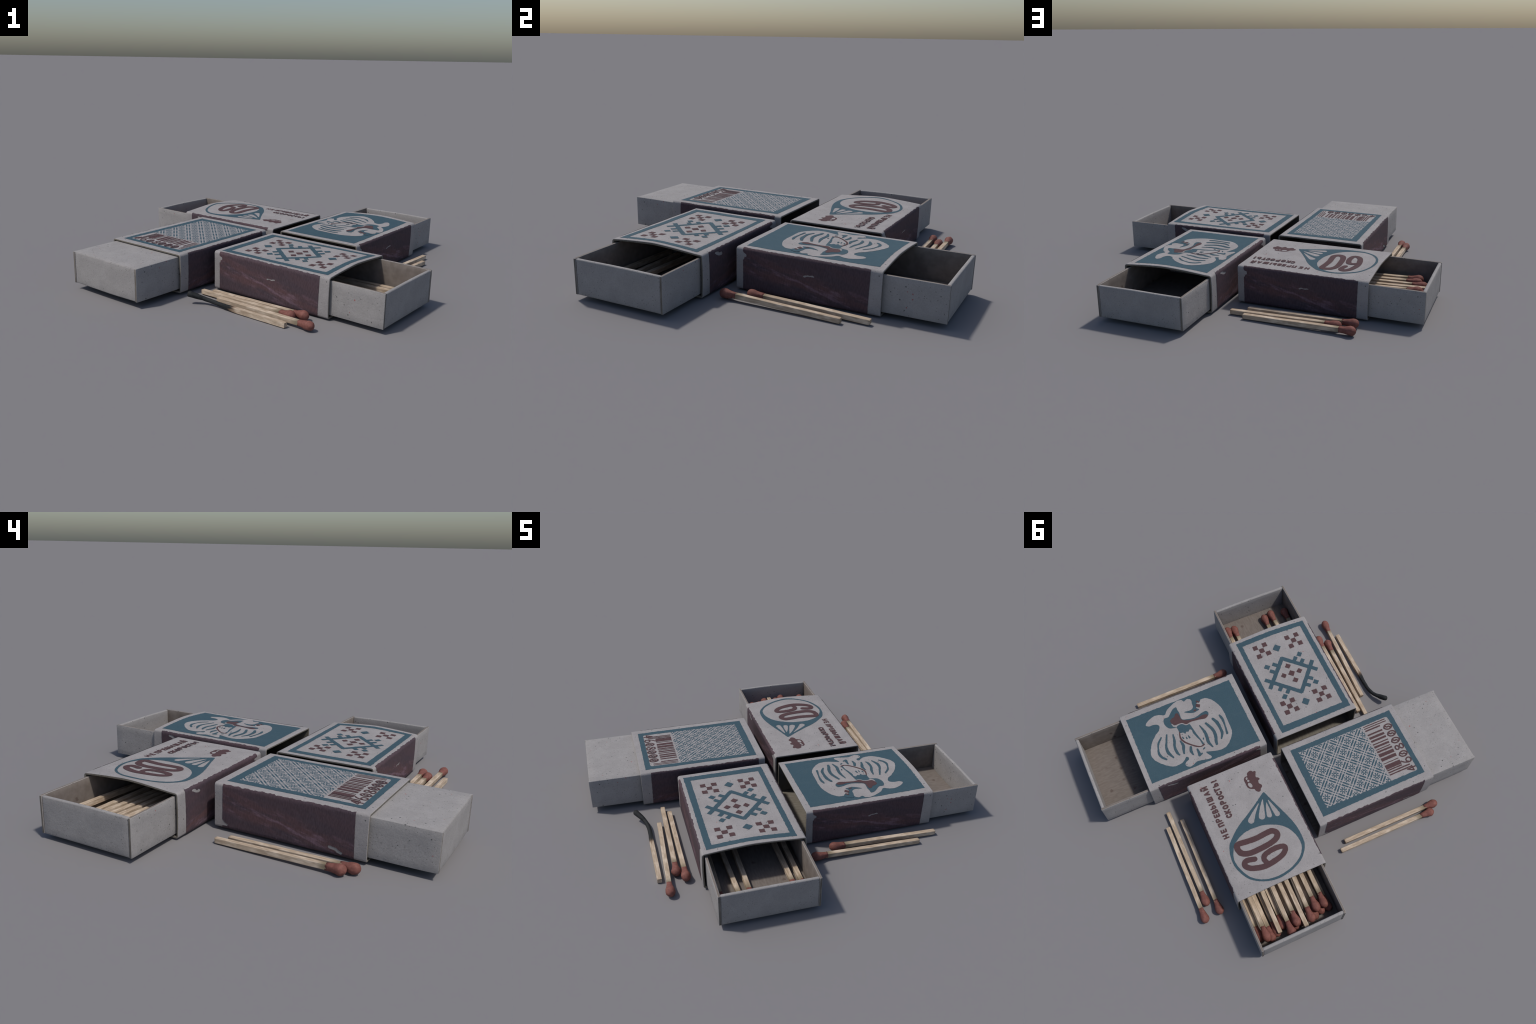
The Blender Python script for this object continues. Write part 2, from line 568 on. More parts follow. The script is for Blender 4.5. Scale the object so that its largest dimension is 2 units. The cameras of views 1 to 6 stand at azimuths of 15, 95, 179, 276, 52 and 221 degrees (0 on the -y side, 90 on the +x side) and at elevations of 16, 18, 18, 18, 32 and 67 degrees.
def strike_strip(sl, parent, sign, seed):
    """Gritty strip down one side with ragged edges and spots where it has torn off."""
    bottom = EDGE * math.pi / 2 + (SL_H - 2 * EDGE) + EDGE * 0.9
    rnd = random.Random(seed)
    u0, u1 = (-0.331, 0.312) if sign < 0 else (-0.326, 0.313)
    corner = [(u0, 0.004), (u1, 0.008), (u1 - 0.004, bottom), (u0 + 0.002, bottom)]
    edge = polygon(corner, 0.003)
    if sign < 0:      # notch at the closed end and a smear in the middle
        notch = [(u0 + 0.004, 0.030), (u0 + 0.018, 0.036), (u0 + 0.020, 0.050), (u0 + 0.008, 0.055), (u0 + 0.006, 0.064)]
        holes = [catmull([(-0.012, 0.092), (0.004, 0.087), (0.020, 0.089), (0.040, 0.086), (0.043, 0.091), (0.024, 0.096), (0.008, 0.094), (-0.006, 0.098)], True, 0.003)]
        tail = [p for p in edge if not (p[0] < u0 + 0.003 and 0.028 < p[1] < 0.066)]
    else:
        notch = [(u0 + 0.004, 0.022), (u0 + 0.026, 0.026), (u0 + 0.030, 0.034), (u0 + 0.010, 0.040), (u0 + 0.004, 0.048)]
        holes = [catmull([(0.195, 0.043), (0.205, 0.034), (0.222, 0.034), (0.236, 0.025), (0.257, 0.022), (0.262, 0.029), (0.245, 0.038), (0.226, 0.046), (0.205, 0.050)], True, 0.003)]
        tail = [p for p in edge if not (p[0] < u0 + 0.003 and 0.020 < p[1] < 0.050)]
    # the left edge runs last in the loop, upwards; splice the notch into it
    cut = next((i for i, p in enumerate(tail) if p[0] < u0 + 0.004 and p[1] < notch[-1][1] and i > len(tail) // 2), len(tail))
    loop = tail[:cut] + [Vector(p) for p in notch[::-1]] + tail[cut:]
    sh = Sheet(sl.on_side(sign), 0.0014, 0.009)
    sh.add([loop] + holes, 0.0040, seed, 58, 0.3)
    ob = sh.build("striking_strip", M_STRIKE, parent)
    bm = bmesh.new()
    bm.from_mesh(ob.data)
    out = Vector((0, sign * (-1 if sl.flip else 1), 0))
    wrong = [f for f in bm.faces if f.normal.dot(out + Vector((0, 0, -0.3 if sl.flip else 0.3))) < 0]
    bmesh.ops.reverse_faces(bm, faces=wrong)
    bm.to_mesh(ob.data)
    bm.free()
    ob.data.shade_smooth()
    return ob


# ------------------------------------------------------------------ tray
def slab(bm, size, centre, mat_of, bevel, segments=2):
    """Bevelled box; mat_of(normal) picks the material of each face."""
    r = bmesh.ops.create_cube(bm, size=1.0)
    for v in r["verts"]:
        v.co = Vector((v.co.x * size[0], v.co.y * size[1], v.co.z * size[2])) + Vector(centre)
    faces = list({f for v in r["verts"] for f in v.link_faces})
    for f in faces:
        f.normal_update()
        f.material_index = mat_of(f.normal)
    edges = list({e for f in faces for e in f.edges})
    bmesh.ops.bevel(bm, geom=edges, offset=bevel, segments=segments, profile=0.5, affect='EDGES')


def build_tray(parent, upside_down, z0, seed, skew):
    """Side walls run the full length; folded end walls with rounded tops sit between them."""
    tw, ew = 0.0125, 0.0185
    h = TR_Z1 - TR_Z0
    bm = bmesh.new()
    OUT, FLOOR, SIDE, CUT = 0, 1, 2, 3

    def side_mat(sign):
        def f(n):
            if abs(n.x) > 0.7:
                return CUT
            if n.y * sign < -0.7:
                return SIDE
            if n.z > 0.7:
                return SIDE
            return OUT
        return f
    for sign in (1, -1):
        slab(bm, (TR_L, tw, h), (0, sign * (TR_W - tw) / 2, h / 2), side_mat(sign), 0.0016)
    for sign in (1, -1):
        slab(bm, (ew, TR_W - 2 * tw + 0.002, h - 0.001), (sign * (TR_L - ew - 0.003) / 2, 0, h / 2),
             lambda n: OUT, 0.0062, 3)
    slab(bm, (TR_L - 0.006, TR_W - 0.004, FLOOR_Z - TR_Z0 - 0.001), (0, 0, (FLOOR_Z - TR_Z0) / 2 - 0.0012),
         lambda n: FLOOR if n.z > 0.7 else OUT, 0.0025)
    # subdivide so the walls can bow a little
    for axis, span, cuts in ((0, TR_L, 14), (1, TR_W, 10), (2, h, 5)):
        for i in range(1, cuts):
            co, no = Vector((0, 0, 0)), Vector((0, 0, 0))
            co[axis] = (span * (i / cuts - 0.5)) if axis < 2 else span * i / cuts
            no[axis] = 1
            bmesh.ops.bisect_plane(bm, geom=bm.verts[:] + bm.edges[:] + bm.faces[:], dist=1e-6, plane_co=co, plane_no=no)
    mid = TR_OUT - TR_L / 2
    for v in bm.verts:
        x, y, z = v.co
        t = z / h
        q = Vector((x * 6, y * 6 + seed * 5, z * 6))
        y += math.copysign(1, y) * (0.0016 * math.cos(math.pi * x / TR_L) * t * (abs(y) > 0.2))
        x += 0.0018 * math.cos(math.pi * y / TR_W) * math.sin(math.pi * min(t, 1) * 0.8) * (abs(x) > 0.3) * math.copysign(1, x)
        z += noise.noise(q) * 0.0010 + (0.0012 * math.cos(math.pi * 2 * y / TR_W) if t > 0.8 and abs(x) > 0.33 else 0)
        x += mid
        if upside_down:
            v.co = (x, -y + x * skew, z0 + TR_Z1 - TR_Z0 - z)
        else:
            v.co = (x, y + x * skew, TR_Z0 + z)
    me = to_mesh(bm, "tray", [M_TRAY, M_RAW, M_SIDE, M_CUT])
    sharpen(me, 50)
    return new_object("tray", me, parent)


# ------------------------------------------------------------------ printed pictures
def print_ornament(sl, parent):
    """Teal frame, stepped diamond with comb teeth, quincunxes of maroon squares."""
    teal = Sheet(sl.on_lid, LIFT)
    teal.add([polygon([(0.346, 0.223), (0.339, -0.238), (-0.338, -0.239), (-0.341, 0.218)]),
              polygon([(0.312, 0.194), (0.309, -0.206), (-0.299, -0.204), (-0.298, 0.190)])], 0.0024, 11, 75)
    top, right, low, left = Vector((0.134, 0.002)), Vector((0.007, -0.132)), Vector((-0.132, -0.009)), Vector((0.000, 0.126))
    bars = [(top, right + (right - top) * 0.24), (right + (right - low) * 0.25, low),
            (low, left + (left - low) * 0.24), (left + (left - top) * 0.24, top)]
    for a, b in bars:
        d = (b - a).normalized() * 0.006
        teal.add(stroke([a - d, b + d], 0.025, True, blunt=True), 0.0016, 3)
    # comb: two teeth on each side with a loose block between their tips
    for (a, b), blk in zip(((top, right), (right, low), (low, left), (left, top)),
                           ((0.118, -0.111), (-0.104, -0.120), (-0.121, 0.099), (0.113, 0.113))):
        d = (b - a).normalized()
        n = Vector((d.y, -d.x))
        if n.dot((a + b) / 2) < 0:
            n = -n
        for t in (0.40, 0.68) if a is not top and a is not low else (0.42, 0.68):
            p = a.lerp(b, t)
            teal.add(stroke([p, p + n * 0.042], 0.0235, blunt=True), 0.0018, 5)
        c = Vector(blk)
        teal.add(polygon([c + d * 0.0135 + n * 0.0155, c + d * 0.0135 - n * 0.0155, c - d * 0.0135 - n * 0.0155, c - d * 0.0135 + n * 0.0155], 0.003), 0.0018, 8)
    for c in ((0.214, 0.001), (-0.203, -0.004)):
        c = Vector(c)
        d, n = Vector((0.707, 0.707)), Vector((-0.707, 0.707))
        r = 0.0195
        teal.add(polygon([c + (d + n) * r, c + (d - n) * r, c - (d + n) * r, c + (n - d) * r], 0.003), 0.0016, 6)
    teal.build("printed_ornament", M_TEAL, parent)
    red = Sheet(sl.on_lid, LIFT)

    def square(c, turn, r):
        c = Vector(c)
        d = Vector((math.cos(turn), math.sin(turn)))
        n = Vector((-d.y, d.x))
        red.add(polygon([c + (d + n) * r, c + (n - d) * r, c - (d + n) * r, c + (d - n) * r], 0.003), 0.0022, red.count)
    for cx, cy in ((0.235, 0.094), (0.225, -0.121), (-0.195, -0.116), (-0.193, 0.099)):
        square((cx, cy), 0, 0.0152)
        for i in (1, -1):
            for j in (1, -1):
                square((cx + i * 0.0325, cy + j * 0.0315), 0, 0.0148)
    for c, r in (((0.013, -0.009), 0.0165), ((0.069, -0.009), 0.014), ((0.009, -0.061), 0.014), ((0.017, 0.042), 0.0135), ((-0.041, -0.011), 0.0145)):
        square(c, math.radians(45), r)
    red.build("printed_square_pattern", M_MAROON, parent)


def print_bird(sl, parent):
    """Woodcut bird, left in bare card on a teal panel, with a curled neck and striped wings."""
    teal = Sheet(sl.on_lid, LIFT)
    teal.add(polygon([(0.337, -0.221), (-0.333, -0.226), (-0.338, 0.233), (0.338, 0.227)]), 0.0022, 21, 75)
    teal.build("printed_panel", M_TEAL, parent)
    pale = Sheet(sl.on_lid, LIFT * 2)
    body = [(0.238, -0.147), (0.213, -0.165), (0.179, -0.177), (0.144, -0.173), (0.116, -0.160), (0.092, -0.184),
            (0.059, -0.203), (0.020, -0.218), (-0.012, -0.217), (-0.025, -0.199), (-0.048, -0.207), (-0.067, -0.195),
            (-0.069, -0.168), (-0.076, -0.150), (-0.100, -0.160), (-0.118, -0.170), (-0.151, -0.168), (-0.180, -0.146),
            (-0.198, -0.116), (-0.214, -0.073), (-0.219, -0.023), (-0.217, 0.027), (-0.215, 0.086), (-0.205, 0.123),
            (-0.170, 0.166), (-0.131, 0.189), (-0.080, 0.187), (-0.024, 0.168), (-0.026, 0.185), (-0.039, 0.209),
            (-0.024, 0.218), (0.020, 0.209), (0.054, 0.205), (0.088, 0.218), (0.108, 0.215), (0.120, 0.200),
            (0.111, 0.182), (0.090, 0.174), (0.087, 0.156), (0.098, 0.152), (0.114, 0.166), (0.137, 0.178),
            (0.184, 0.179), (0.229, 0.149), (0.267, 0.108), (0.281, 0.069), (0.276, 0.039), (0.250, -0.011),
            (0.216, -0.049), (0.185, -0.073), (0.171, -0.096), (0.174, -0.112), (0.196, -0.122), (0.228, -0.124), (0.241, -0.135)]
    pale.add(catmull(body), 0.0016, 31)
    pale.build("printed_bird", M_CARD, parent)

    over = Sheet(sl.on_lid, LIFT * 3)
    gap = [(-0.082, -0.203), (-0.066, -0.172), (-0.062, -0.141), (-0.040, -0.127), (0.000, -0.130), (-0.043, -0.104),
           (-0.077, -0.106), (-0.090, -0.112), (-0.080, -0.122), (-0.079, -0.136), (-0.094, -0.160), (-0.108, -0.155), (-0.122, -0.180)]
    collar = [(0.134, -0.126), (0.123, -0.138), (0.099, -0.138), (0.076, -0.159), (0.053, -0.179), (0.033, -0.180),
              (0.032, -0.161), (0.029, -0.138), (0.030, -0.092), (-0.003, -0.077), (-0.048, -0.070), (-0.090, -0.081),
              (-0.122, -0.084), (-0.131, -0.067), (-0.120, -0.048), (-0.082, -0.048), (-0.013, -0.060), (0.019, -0.056),
              (0.042, -0.068), (0.060, -0.070), (0.084, -0.068), (0.098, -0.078), (0.094, -0.062), (0.077, -0.050), (0.117, -0.061), (0.131, -0.078), (0.138, -0.102)]
    breast = [(0.078, -0.054), (0.058, -0.062), (0.040, -0.060), (0.022, -0.042), (0.001, -0.043), (-0.007, -0.003),
              (-0.016, 0.047), (-0.025, 0.088), (-0.031, 0.119), (-0.020, 0.116), (-0.016, 0.084), (-0.006, 0.055),
              (0.003, 0.022), (0.002, 0.001), (0.013, -0.008), (0.025, 0.003), (0.037, -0.002), (0.046, 0.009), (0.056, -0.004), (0.075, -0.009), (0.076, -0.032)]
    over.add(catmull(gap), 0.0008, 41)
    over.add(catmull(collar), 0.0008, 42)
    over.add(catmull(breast), 0.0010, 43)
    feathers = [
        ([(0.187, -0.024), (0.212, 0.002), (0.226, 0.029), (0.235, 0.074), (0.225, 0.100), (0.208, 0.120)], (0.006, 0.009, 0.006, 0.011, 0.011, 0.008)),
        ([(0.151, -0.028), (0.165, 0.007), (0.181, 0.045), (0.183, 0.085), (0.166, 0.125)], (0.007, 0.008, 0.010, 0.014, 0.006)),
        ([(0.116, -0.015), (0.123, 0.026), (0.135, 0.061), (0.136, 0.102), (0.128, 0.124)], (0.006, 0.011, 0.011, 0.012, 0.006)),
        ([(0.092, 0.040), (0.086, 0.075), (0.095, 0.104), (0.100, 0.126)], (0.004, 0.013, 0.011, 0.007)),
        ([(0.050, 0.104), (0.057, 0.129), (0.054, 0.155)], (0.011, 0.012, 0.005)),
        ([(0.020, 0.132), (0.019, 0.154), (0.021, 0.172)], (0.007, 0.011, 0.014)),
        ([(0.022, 0.174), (0.003, 0.168)], (0.010, 0.006)),
        ([(-0.051, -0.007), (-0.062, 0.042), (-0.062, 0.080), (-0.058, 0.115), (-0.070, 0.155)], (0.004, 0.012, 0.014, 0.013, 0.005)),
        ([(-0.091, -0.006), (-0.112, 0.048), (-0.113, 0.090), (-0.102, 0.127), (-0.098, 0.148)], (0.010, 0.013, 0.014, 0.013, 0.011)),
        ([(-0.140, -0.017), (-0.154, 0.016), (-0.157, 0.055), (-0.155, 0.092), (-0.137, 0.126)], (0.010, 0.015, 0.012, 0.012, 0.006)),
        ([(-0.186, -0.023), (-0.192, 0.008), (-0.189, 0.057), (-0.181, 0.108)], (0.008, 0.011, 0.006, 0.010)),
        ([(0.071, 0.022), (0.068, 0.034)], (0.004, 0.005)), ([(0.051, 0.031), (0.049, 0.042)], (0.004, 0.005)),
        ([(0.035, 0.028), (0.033, 0.043)], (0.004, 0.007)), ([(-0.040, 0.078), (-0.038, 0.086)], (0.004, 0.005)),
        ([(-0.014, 0.145), (-0.023, 0.141)], (0.005, 0.006))]
    for pts, ws in feathers:
        over.add(stroke(pts, [w * 1.25 + 0.001 for w in ws]), 0.0014, over.count)
    over.build("printed_feather_lines", M_TEAL, parent)

    red = Sheet(sl.on_lid, LIFT * 4)
    crest = [(0.098, -0.110), (0.083, -0.120), (0.067, -0.124), (0.053, -0.141), (0.040, -0.138), (0.036, -0.120),
             (0.035, -0.096), (0.022, -0.080), (-0.016, -0.065), (-0.059, -0.061), (-0.094, -0.066), (-0.118, -0.060),
             (-0.119, -0.047), (-0.099, -0.038), (-0.072, -0.044), (-0.042, -0.049), (-0.012, -0.052), (0.014, -0.048),
             (0.027, -0.056), (0.037, -0.066), (0.058, -0.069), (0.081, -0.070), (0.094, -0.083), (0.099, -0.097)]
    red.add(catmull(crest), 0.0007, 51)
    red.add(stroke([(0.075, -0.013), (0.083, 0.027), (0.069, 0.060), (0.044, 0.088), (0.017, 0.112), (-0.008, 0.124), (-0.029, 0.119)],
                   (0.006, 0.009, 0.009, 0.008, 0.008, 0.007, 0.009)), 0.0006, 52)
    for q in ([(-0.096, -0.174), (-0.112, -0.159), (-0.106, -0.153), (-0.089, -0.165)],
              [(-0.086, -0.154), (-0.108, -0.139), (-0.097, -0.121), (-0.077, -0.136)],
              [(-0.051, -0.113), (-0.065, -0.121), (-0.076, -0.115), (-0.064, -0.108)]):
        red.add(polygon(q, 0.003), 0.0007, 53)
    red.build("printed_crest", M_MAROON, parent)
    line = Sheet(sl.on_lid, LIFT * 3.5)   # thin bare line under the crest
    line.add(stroke([(0.098, -0.084), (0.086, -0.067), (0.060, -0.066), (0.040, -0.062), (0.027, -0.051), (0.013, -0.044), (-0.004, -0.048)], 0.005), 0.0004, 54)
    line.build("printed_outline", M_CARD, parent)


# letter shapes in a unit box (x across, y up), as pen strokes
LETTERS = {
    'Н': [[(0, 0), (0, 1)], [(0.8, 0), (0.8, 1)], [(0, 0.5), (0.8, 0.5)]],
    'Е': [[(0, 0), (0, 1)], [(0, 1), (0.65, 1)], [(0, 0.5), (0.55, 0.5)], [(0, 0), (0.65, 0)]],
    'П': [[(0, 0), (0, 1)], [(0, 1), (0.75, 1)], [(0.75, 1), (0.75, 0)]],
    'Р': [[(0, 0), (0, 1)], [(0, 1), (0.5, 1), (0.72, 0.75), (0.5, 0.48), (0, 0.48)]],
    'В': [[(0, 0), (0, 1)], [(0, 1), (0.45, 1), (0.62, 0.77), (0.4, 0.53), (0, 0.53)], [(0.3, 0.53), (0.7, 0.3), (0.45, 0), (0, 0)]],
    'Ь': [[(0, 0), (0, 1)], [(0, 0.55), (0.45, 0.55), (0.7, 0.28), (0.45, 0), (0, 0)]],
    'І': [[(0, 0), (0, 1)]],
    'Ш': [[(0, 1), (0, 0)], [(0, 0), (1.0, 0)], [(0.5, 0), (0.5, 1)], [(1.0, 0), (1.0, 1)]],
    'А': [[(0, 0), (0.4, 1)], [(0.4, 1), (0.8, 0)], [(0.15, 0.32), (0.65, 0.32)]],
    'Й': [[(0, 1), (0, 0)], [(0, 0), (0.8, 1)], [(0.8, 1), (0.8, 0)], [(0.15, 1.42), (0.4, 1.30), (0.65, 1.42)]],
    'С': [[(0.7, 0.85), (0.4, 1), (0.08, 0.8), (0.0, 0.5), (0.08, 0.2), (0.4, 0), (0.7, 0.15)]],
    'К': [[(0, 0), (0, 1)], [(0.7, 1), (0.05, 0.5)], [(0.15, 0.55), (0.75, 0)]],
    'О': [[(0.38, 1), (0.06, 0.8), (0.0, 0.5), (0.06, 0.2), (0.38, 0), (0.70, 0.2), (0.76, 0.5), (0.70, 0.8), (0.38, 1)]],
    'Т': [[(0, 1), (0.75, 1)], [(0.38, 1), (0.38, 0)]],
    '!': [[(0, 1), (0, 0.45)], [(0, 0.06), (0, 0.0)]],
    '0': [[(0.5, 1), (0.12, 0.8), (0.0, 0.5), (0.12, 0.2), (0.5, 0), (0.88, 0.2), (1.0, 0.5), (0.88, 0.8), (0.5, 1)], [(0.25, 0.22), (0.55, 0.42), (0.45, 0.58), (0.75, 0.78)]],
    '8': [[(0.5, 0.52), (0.12, 0.72), (0.25, 0.96), (0.5, 1.0), (0.78, 0.94), (0.88, 0.72), (0.5, 0.52), (0.05, 0.26), (0.2, 0.04), (0.5, 0.0), (0.85, 0.06), (0.95, 0.28), (0.5, 0.52)]],
    '6': [[(0.75, 1.18), (0.35, 0.9), (0.1, 0.45), (0.15, 0.12), (0.5, 0.0), (0.88, 0.1), (0.95, 0.36), (0.7, 0.58), (0.35, 0.55), (0.12, 0.34)]],
    '4': [[(0.62, 0.0), (0.62, 1.0)], [(0.62, 1.0), (0.05, 0.34)], [(0.05, 0.34), (0.95, 0.34)]],
}


def letter(sheet, ch, origin, right, up, size, pen, seed):
    for pts in LETTERS[ch]:
        world = [Vector(origin) + Vector(right) * (p[0] * size * 0.82) + Vector(up) * (p[1] * size) for p in pts]
        flat = [(p.x, p.y) for p in world]
        if len(pts) > 3:
            curl(sheet, flat, pen, 0.0010, seed, 140, 0.003)
        else:
            sheet.add(stroke(flat, pen, len(pts) > 2, 0.003), 0.0010, seed, 140)


def print_balloon(sl, parent):
    """Balloon-shaped speed sign with 60 in it, a small car below, and two lines of lettering."""
    teal = Sheet(sl.on_lid, LIFT)
    hull = [(-0.152, 0.119), (-0.146, 0.127), (-0.083, 0.147), (0.023, 0.184), (0.112, 0.207), (0.203, 0.208), (0.256, 0.187),
            (0.304, 0.138), (0.335, 0.064), (0.345, -0.017), (0.325, -0.092), (0.281, -0.156), (0.213, -0.193), (0.148, -0.203),
            (0.075, -0.188), (0.035, -0.159), (-0.024, -0.090), (-0.070, -0.010), (-0.116, 0.063), (-0.148, 0.110)]
    bag = [(0.034, 0.056), (0.075, 0.133), (0.134, 0.175), (0.202, 0.188), (0.250, 0.173), (0.292, 0.131), (0.322, 0.062),
           (0.331, -0.019), (0.315, -0.087), (0.274, -0.145), (0.212, -0.178), (0.154, -0.189), (0.107, -0.177), (0.060, -0.144), (0.027, -0.078), (0.023, -0.008)]
    slots = [([(-0.100, 0.066), (-0.060, 0.022), (-0.024, -0.012)], (0.005, 0.020, 0.036)),
             ([(-0.112, 0.097), (-0.070, 0.076), (-0.022, 0.054)], (0.006, 0.024, 0.038)),
             ([(-0.086, 0.110), (-0.050, 0.103), (-0.012, 0.096)], (0.005, 0.021, 0.030)),
             ([(-0.096, 0.126), (-0.045, 0.133), (0.000, 0.140)], (0.006, 0.022, 0.030))]
    teal.add([catmull(hull), catmull(bag)] + [stroke(p, w) for p, w in slots], 0.0013, 61)
    teal.build("printed_balloon", M_TEAL, parent)

    red = Sheet(sl.on_lid, LIFT * 2)
    zero = [(0.074, -0.136), (0.079, -0.084), (0.083, -0.026), (0.079, 0.036), (0.080, 0.070), (0.104, 0.090), (0.130, 0.072),
            (0.144, 0.023), (0.149, -0.047), (0.147, -0.100), (0.128, -0.138), (0.094, -0.148)]
    pen = 0.033
    ring = catmull(zero)

    def offset(loop, d):
        out = []
        for i, p in enumerate(loop):
            t = (loop[(i + 2) % len(loop)] - loop[i - 2]).normalized()
            out.append(p + Vector((-t.y, t.x)) * d)
        return out
    area = sum(a.x * b.y - b.x * a.y for a, b in zip(ring, ring[1:] + ring[:1]))
    k = -1 if area > 0 else 1
    red.add([offset(ring, k * pen / 2), offset(ring, -k * pen / 2)], 0.0012, 71)
    curl(red, [(0.190, -0.084), (0.180, -0.128), (0.193, -0.147), (0.214, -0.142), (0.235, -0.112), (0.251, -0.042), (0.237, 0.050),
                    (0.212, 0.090), (0.188, 0.090), (0.180, 0.041), (0.190, -0.020), (0.214, -0.038), (0.247, -0.026)],
                   (0.029, 0.032, 0.031, 0.031, 0.031, 0.033, 0.031, 0.030, 0.030, 0.031, 0.030, 0.029, 0.026), 0.0012, 72)
    red.build("printed_number", M_MAROON, parent)

    car = Sheet(sl.on_lid, LIFT)
    shell = [(-0.299, 0.082), (-0.307, 0.100), (-0.304, 0.112), (-0.296, 0.117), (-0.296, 0.128), (-0.287, 0.132), (-0.272, 0.124),
             (-0.257, 0.120), (-0.249, 0.131), (-0.237, 0.135), (-0.231, 0.124), (-0.215, 0.121), (-0.198, 0.131), (-0.186, 0.127), (-0.180, 0.117),
             (-0.168, 0.111), (-0.166, 0.098), (-0.180, 0.085), (-0.191, 0.083), (-0.203, 0.061), (-0.219, 0.050), (-0.246, 0.049), (-0.269, 0.050), (-0.283, 0.062), (-0.284, 0.077)]

    def oval(c, a, b, rot=0.0):
        return [Vector((c[0] + a * math.cos(t) * math.cos(rot) - b * math.sin(t) * math.sin(rot),
                        c[1] + a * math.cos(t) * math.sin(rot) + b * math.sin(t) * math.cos(rot)))
                for t in (math.tau * i / 16 for i in range(16))]
    car.add([catmull(shell, True, 0.003), oval((-0.224, 0.070), 0.017, 0.0105, 0.25), oval((-0.253, 0.0705), 0.0068, 0.0068), oval((-0.270, 0.0675), 0.0085, 0.0055, -0.5)], 0.0006, 81)
    car.build("printed_car", M_MAROON, parent)

    txt = Sheet(sl.on_lid, LIFT)
    size, penw = 0.0265, 0.0092
    right, up = (-1, 0), (0, -1)

    def line(items, base):
        for i, (ch, cx) in enumerate(items):
            xs = [p[0] for st in LETTERS[ch] for p in st]
            half = (min(xs) + max(xs)) / 2 * size * 0.82
            letter(txt, ch, (cx + half, base + (i % 3 - 1) * 0.001), right, up, size, penw, 90 + i)
    line([('Н', 0.004), ('Е', -0.031), ('П', -0.071), ('Р', -0.101), ('Е', -0.131), ('В', -0.158), ('Ь', -0.186), ('І', -0.207),
          ('Ш', -0.237), ('А', -0.276), ('Й', -0.310)], -0.1635)
    line([('С', -0.101), ('К', -0.128), ('О', -0.158), ('Р', -0.190), ('О', -0.222), ('С', -0.250), ('Т', -0.274), ('Ь', -0.306), ('!', -0.331)], -0.0995)
    txt.build("printed_lettering", M_MAROON, parent)


def print_barcode(sl, parent):
    """Teal frame around a woven lattice ground, bars and a hand-drawn number."""
    teal = Sheet(sl.on_base, LIFT)
    inner = [(-0.286, 0.196), (-0.286, -0.183), (0.290, -0.189)]
    corner = [(0.300, -0.186), (0.303, -0.175), (0.302, 0.178), (0.299, 0.190), (0.288, 0.195)]
    teal.add([polygon([(-0.326, 0.226), (0.334, 0.226), (0.331, -0.218), (-0.327, -0.224)]), polygon(inner + corner)], 0.0022, 101, 75)
    teal.build("printed_frame", M_TEAL, parent)
    lat = Sheet(sl.on_base, LIFT * 0.8)
    lat.add(polygon([(-0.289, 0.199), (0.127, 0.199), (0.127, -0.190), (-0.289, -0.187)]), 0.0012, 102)
    lat.build("printed_lattice", M_LATTICE, parent)
    red = Sheet(sl.on_base, LIFT)
    # (position across, bar thickness, where it ends)
    for i, (w, th, end) in enumerate([(0.185, 0.006, 0.282), (0.1715, 0.006, 0.282), (0.1565, 0.009, 0.235), (0.1265, 0.010, 0.235),
                                      (0.103, 0.015, 0.235), (0.0805, 0.013, 0.235), (0.058, 0.007, 0.238), (0.0395, 0.013, 0.234),
                                      (0.0205, 0.006, 0.232), (0.005, 0.011, 0.235), (-0.020, 0.021, 0.234), (-0.0495, 0.020, 0.234),
                                      (-0.0765, 0.005, 0.234), (-0.102, 0.028, 0.235), (-0.1235, 0.008, 0.232), (-0.138, 0.008, 0.277), (-0.153, 0.0075, 0.278)]):
        red.add(polygon([(0.1365, w - th / 2), (0.1365, w + th / 2), (end, w + th / 2), (end, w - th / 2)], 0.003), 0.0010, 110 + i)
    red.build("printed_barcode", M_MAROON, parent)
    num = Sheet(sl.on_base, LIFT * 1.6)
    for i, (ch, w) in enumerate(zip("4608000", (-0.166, -0.110, -0.063, -0.014, 0.033, 0.082, 0.131))):
        wide = 0.033
        for pts in LETTERS[ch]:
            world = [(0.299 - p[1] * 0.050, w - wide / 2 + p[0] * wide) for p in pts]
            if len(pts) > 4:
                curl(num, world, 0.0078, 0.0007, 130 + i, 140, 0.003)
            else:
                num.add(stroke(world, 0.0078, len(pts) > 2, 0.003), 0.0007, 130 + i, 140)
    num.build("printed_digits", M_MAROON, parent)


# ------------------------------------------------------------------ matchboxes
def matchbox(centre, yaw, label, picture, upside_down=False, seed=0, skew=0.0):
    root = bpy.data.objects.new("matchbox", None)
    COL.objects.link(root)
    root.empty_display_size = 0.1
    root.location = (centre[0], centre[1], 0)
    root.rotation_euler = (0, 0, math.radians(yaw))
    root["label"] = label
    root["category"] = "matchbox"
    sl = Sleeve(0.0112, True, 0.60, seed) if upside_down else Sleeve(0.0045, False, 1.0, seed)
    sleeve = sl.build(root)
    strike_strip(sl, sleeve, -1, 200 + seed)
    strike_strip(sl, sleeve, 1, 300 + seed)
    picture(sl, sleeve)
    build_tray(root, upside_down, 0.0325, seed, skew)
    return root


